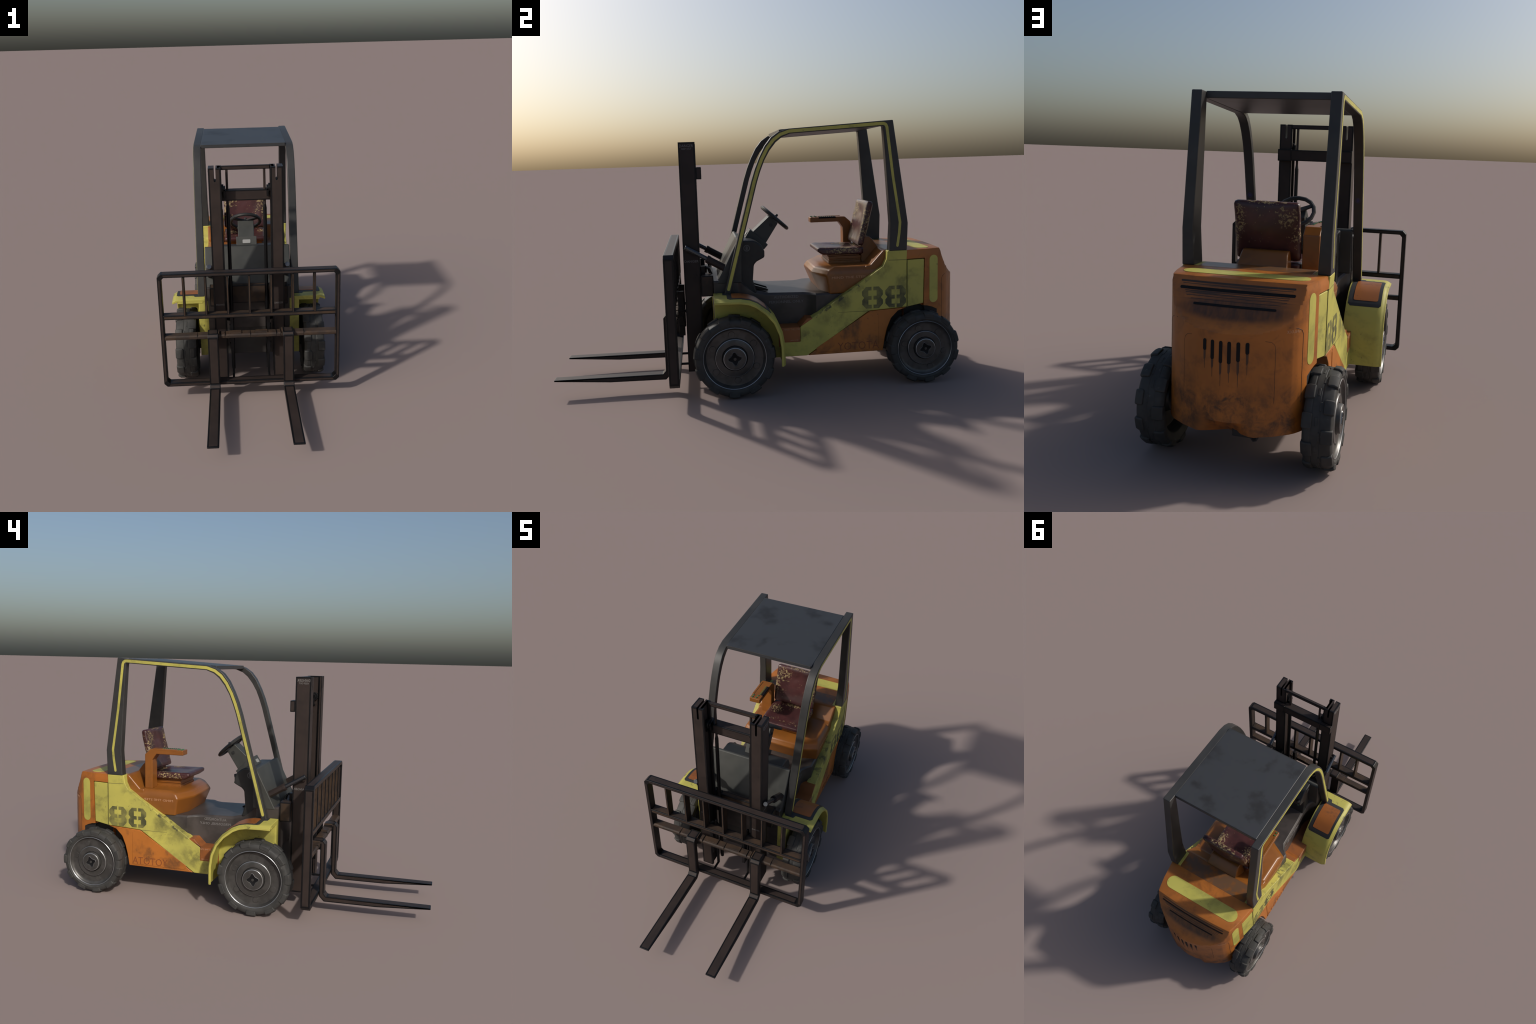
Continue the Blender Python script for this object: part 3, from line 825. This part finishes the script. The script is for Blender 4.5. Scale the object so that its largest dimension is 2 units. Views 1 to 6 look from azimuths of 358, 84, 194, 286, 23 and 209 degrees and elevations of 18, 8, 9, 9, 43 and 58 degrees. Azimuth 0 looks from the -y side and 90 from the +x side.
for s, g in ((1, guard[0]), (-1, guard[1])):
    bm = bmesh.new(); b_stripe(bm)
    if s < 0: flipped(bm)
    add('yellow_stripe', bm, YELC, g, smooth=False)
bm = bmesh.new()
prism(bm, [(.106, 1.2050), (.106, 1.2235), (.150, 1.2262), (.590, 1.2518), (.590, 1.2265), (.150, 1.2030)], -.2290, .2290)
roof = add('roof_panel', bm, [ROOF], bevel=.003)
bm = bmesh.new()
box(bm, -.2255, .2255, .1035, .1085, 1.2060, 1.2235); frame(bm, .003, .008); add('roof_front_lip', bm, [GUARD, ROOF], roof, bevel=.001)
for s in (1, -1):
    bm = bmesh.new(); xc = s * .2478
    yy = lambda z: -.1525 + (z - .462) * .2726
    for r0, r1 in ((.0115, .0095), (.0070, 0.0)):
        for i in range(20):
            a, b = 2 * math.pi * i / 20, 2 * math.pi * (i + 1) / 20
            pts = [(r0 * math.cos(a), r0 * math.sin(a)), (r0 * math.cos(b), r0 * math.sin(b))]
            pts += [(r1 * math.cos(b), r1 * math.sin(b)), (r1 * math.cos(a), r1 * math.sin(a))] if r1 else [(0, 0)]
            extrude_poly(bm, pts, lambda u, v: (xc + u, yy(.848 + v) - .001, .848 + v), lambda u, v: (xc + u, yy(.848 + v) + .0009, .848 + v))
    add('blue_emblem', bm, BLUE, guard[0 if s > 0 else 1], smooth=False)

# ------------------------------------------------------------------ mast
CH = [(.178, -.365), (.117, -.365), (.117, -.351), (.128, -.351), (.128, -.301), (.117, -.301), (.117, -.287), (.178, -.287)]
def b_rail(bm):
    extrude_poly(bm, CH, lambda x, y: (x, y, .078), lambda x, y: (x, y, 1.1795))
    frame(bm, .0075, .012, 1)
rails = both('mast_rail', b_rail, [EDGE, BROWN, BROWN2])
for s, ob in ((1, rails[0]), (-1, rails[1])):
    bm = bmesh.new()
    pts = [(.1422, 1.30), (.1422, 1.119), (.1440, 1.1150), (.1468, 1.1135), (.1497, 1.1150), (.1515, 1.119), (.1515, 1.30)]
    extrude_poly(bm, pts, lambda x, z: (s * x, -.45, z), lambda x, z: (s * x, -.20, z))
    c = add('cutter', bm, [EDGE]); apply_boolean(ob, [c])
    ob.data.shade_smooth()
    b = ob.modifiers.new('edge_rounding', 'BEVEL'); b.width = .0018; b.segments = 2; b.limit_method = 'ANGLE'; b.angle_limit = R(40); b.harden_normals = True
lettering('danger_print', [('DANGER', .0125, lambda u, v, t: (.1781 + t, -.3265 + u, 1.156 + v), .064),
                           ('KEEP OUT', .008, lambda u, v, t: (.1781 + t, -.3265 + u, 1.144 + v), .048),
                           ('DANGER', .011, lambda u, v, t: (.1781 + t, -.3265 + u, .614 + v), .066)], 0, None, TEXG, rails)
bm = bmesh.new()
for s in (1, -1): text_bm(bm, 'DANGER', .009, lambda u, v, t: (s * .1475 - s * 0 + (u if s > 0 else -u), -.3651 - t, .485 + v), .0005, .042)
add('danger_print', bm, TEXG, rails[0], smooth=False)
bm = bmesh.new(); box(bm, -.119, .119, -.304, -.288, 1.1585, 1.1785); frame(bm, .004, .006); add('mast_top_tie', bm, [EDGE, BROWN], bevel=.0025)
bm = bmesh.new(); box(bm, -.125, .125, -.311, -.2645, 1.008, 1.060)
for s in (1, -1): box(bm, s * .1795 if s < 0 else .112, -.112 if s < 0 else .1795, -.2868, -.2625, 1.006, 1.062)
frame(bm, .006, .010); add('mast_crossbeam', bm, [EDGE, BROWN], bevel=.002)
def b_rod(bm):
    cyl(bm, (.091, -.297, .96), (.091, -.297, 1.163), .0062, n=10, mi=0); cyl(bm, (.091, -.297, .10), (.091, -.297, .97), .0092, n=10, mi=1)
    cyl(bm, (.091, -.297, .962), (.091, -.297, .985), .0092, .0065, n=10, mi=1)
both('lift_cylinder', b_rod, [BROWN, EDGE])
def b_roll(bm):
    cyl(bm, (.108, -.326, 1.072), (.140, -.326, 1.072), .022, n=16, mi=0); cyl(bm, (.100, -.326, 1.072), (.112, -.326, 1.072), .012, n=6, mi=0)
    cyl(bm, (.122, -.326, 1.028), (.140, -.326, 1.028), .007, n=10)
    box(bm, .100, .110, -.330, -.300, 1.03, 1.082)
both('mast_roller', b_roll, EDGE, bevel=.001)
# mounting block between mast and chassis
def b_mount(bm): box(bm, .104, .201, -.2868, -.2275, .450, .550); frame(bm, .006, .012)
bm = bmesh.new(); box(bm, -.1045, .1045, -.2560, -.2272, .451, .549); frame(bm, .006, .012); add('mount_crossmember', bm, [EDGE, BROWN2], bevel=.003)
both('mast_mount', b_mount, [EDGE, BROWN2], bevel=.003)
def b_pump(bm):
    box(bm, .120, .142, -.2865, -.264, .548, .588)
    tube(bm, [(.135, -.264, .582), (.135, -.245, .575), (.135, -.232, .545)], .005)
    tube(bm, [(.122, -.264, .584), (.122, -.252, .580), (.122, -.240, .54)], .004)
both('hydraulic_block', b_pump, EDGE, bevel=.004)
# tilt cylinders
def b_tilt(bm):
    p = Vector((.194, -.354, .6885)); q = Vector((.199, -.150, .571)); d = (q - p).normalized()
    cyl(bm, p, q, .0115, n=8, mi=0); m = p + d * .118
    cyl(bm, m, q, .0185, n=8, mi=1); cyl(bm, m - d * .004, m + d * .012, .0200, n=8, mi=1)
    cyl(bm, p - d * .001, p + d * .006, .0125, n=8, mi=0)
both('tilt_cylinder', b_tilt, [CHROME, BROWN], bevel=.001)
def b_lug(bm): box(bm, .176, .192, -.352, -.330, .662, .688)
both('tilt_lug', b_lug, BROWN, bevel=.003)

# ------------------------------------------------------------------ fork carriage
def ring_poly(x, z0, z1, c):
    return [(-x + c, z0), (x - c, z0), (x, z0 + c), (x, z1 - c), (x - c, z1), (-x + c, z1), (-x, z1 - c), (-x, z0 + c)]
bm = bmesh.new()
o = ring_poly(.4452, .0845, .6880, .016); i_ = ring_poly(.4262, .1040, .6690, .012)
Y0, Y1 = -.4465, -.4005
VO = [[bm.verts.new((x, y, z)) for x, z in o] for y in (Y0, Y1)]; VI = [[bm.verts.new((x, y, z)) for x, z in i_] for y in (Y0, Y1)]
for k in range(8):
    j = (k + 1) % 8
    for q in ((VO[0][k], VO[0][j], VI[0][j], VI[0][k]), (VO[1][j], VO[1][k], VI[1][k], VI[1][j]), (VO[0][j], VO[0][k], VO[1][k], VO[1][j]), (VI[0][k], VI[0][j], VI[1][j], VI[1][k])):
        bm.faces.new(q)
bmesh.ops.recalc_face_normals(bm, faces=bm.faces[:])
frame(bm, .0085, .016, 1, mina=.003)
carr = add('fork_carriage', bm, [EDGE, BROWN], bevel=.0025)
for x in (-.3205, -.2135, -.1065, 0, .1065, .2135, .3205):
    bm = bmesh.new(); box(bm, x - .0055, x + .0055, -.4458, -.4012, .462, .6685); frame(bm, .005, .012)
    add('backrest_bar', bm, [EDGE, BROWN2], carr, bevel=.002)
bm = bmesh.new()
box(bm, -.428, .428, -.4462, -.4010, .4495, .4728); frame(bm, .006, .012)
add('carriage_upper_bar', bm, [EDGE, BROWN2], carr, bevel=.003)
bm = bmesh.new()
rings = []
for x in (-.428, .428):
    rings.append([(x, -.4455, .343), (x, -.4455, .3545), (x, -.440, .3612), (x, -.406, .3632), (x, -.4015, .358), (x, -.404, .341), (x, -.441, .339)])
loft(bm, rings)
for x in (-.265, -.002, .265): box(bm, x - .001, x + .001, -.4460, -.401, .3400, .3640, 1)
for x in (-.150, -.128, .128, .150): box(bm, x - .0012, x + .0012, -.4462, -.401, .3390, .3655, 1)
for x in (-.075, .055): box(bm, x - .03, x + .03, -.438, -.406, .361, .3665, 0)
add('carriage_lower_bar', bm, [BROWN2, EDGE], carr, bevel=.0015)
def b_slide(bm):
    box(bm, .084, .100, -.404, -.374, .240, .462)
    cyl(bm, (.092, -.38, .362), (.092, -.345, .362), .008, n=10)
    cyl(bm, (.085, -.345, .40), (.117, -.326, .40), .012, n=12)
    tube(bm, [(.092, -.402, .094), (.092, -.340, .094)], .0065)
    box(bm, .0865, .0975, -.352, -.338, .088, .445)
    for z in (.26, .31, .36): box(bm, .099, .104, -.400, -.380, z, z + .03)
both('carriage_slide', b_slide, [EDGE], parent=carr, bevel=.0015)
FK = [(-.402, .352), (-.402, .3725), (-.4600, .3725), (-.4725, .3575), (-.4725, .1010), (-.487, .0850), (-.9975, .0860), (-.9975, .0785), (-.735, .0600), (-.4730, .0570), (-.4480, .0830), (-.4460, .3520)]
def b_fork(bm):
    prism(bm, FK, .1605, .2135)
    frame(bm, .0075, .014, 1)
for f in both('fork', b_fork, [EDGE, BROWN], bevel=.0028): pass
bm = bmesh.new()
for s in (1, -1):
    x0, x1 = sorted((s * .155, s * .214)); box(bm, x0, x1, -.447, -.400, .3560, .3715)
add('fork_hook', bm, [BROWN2], carr, bevel=.003)
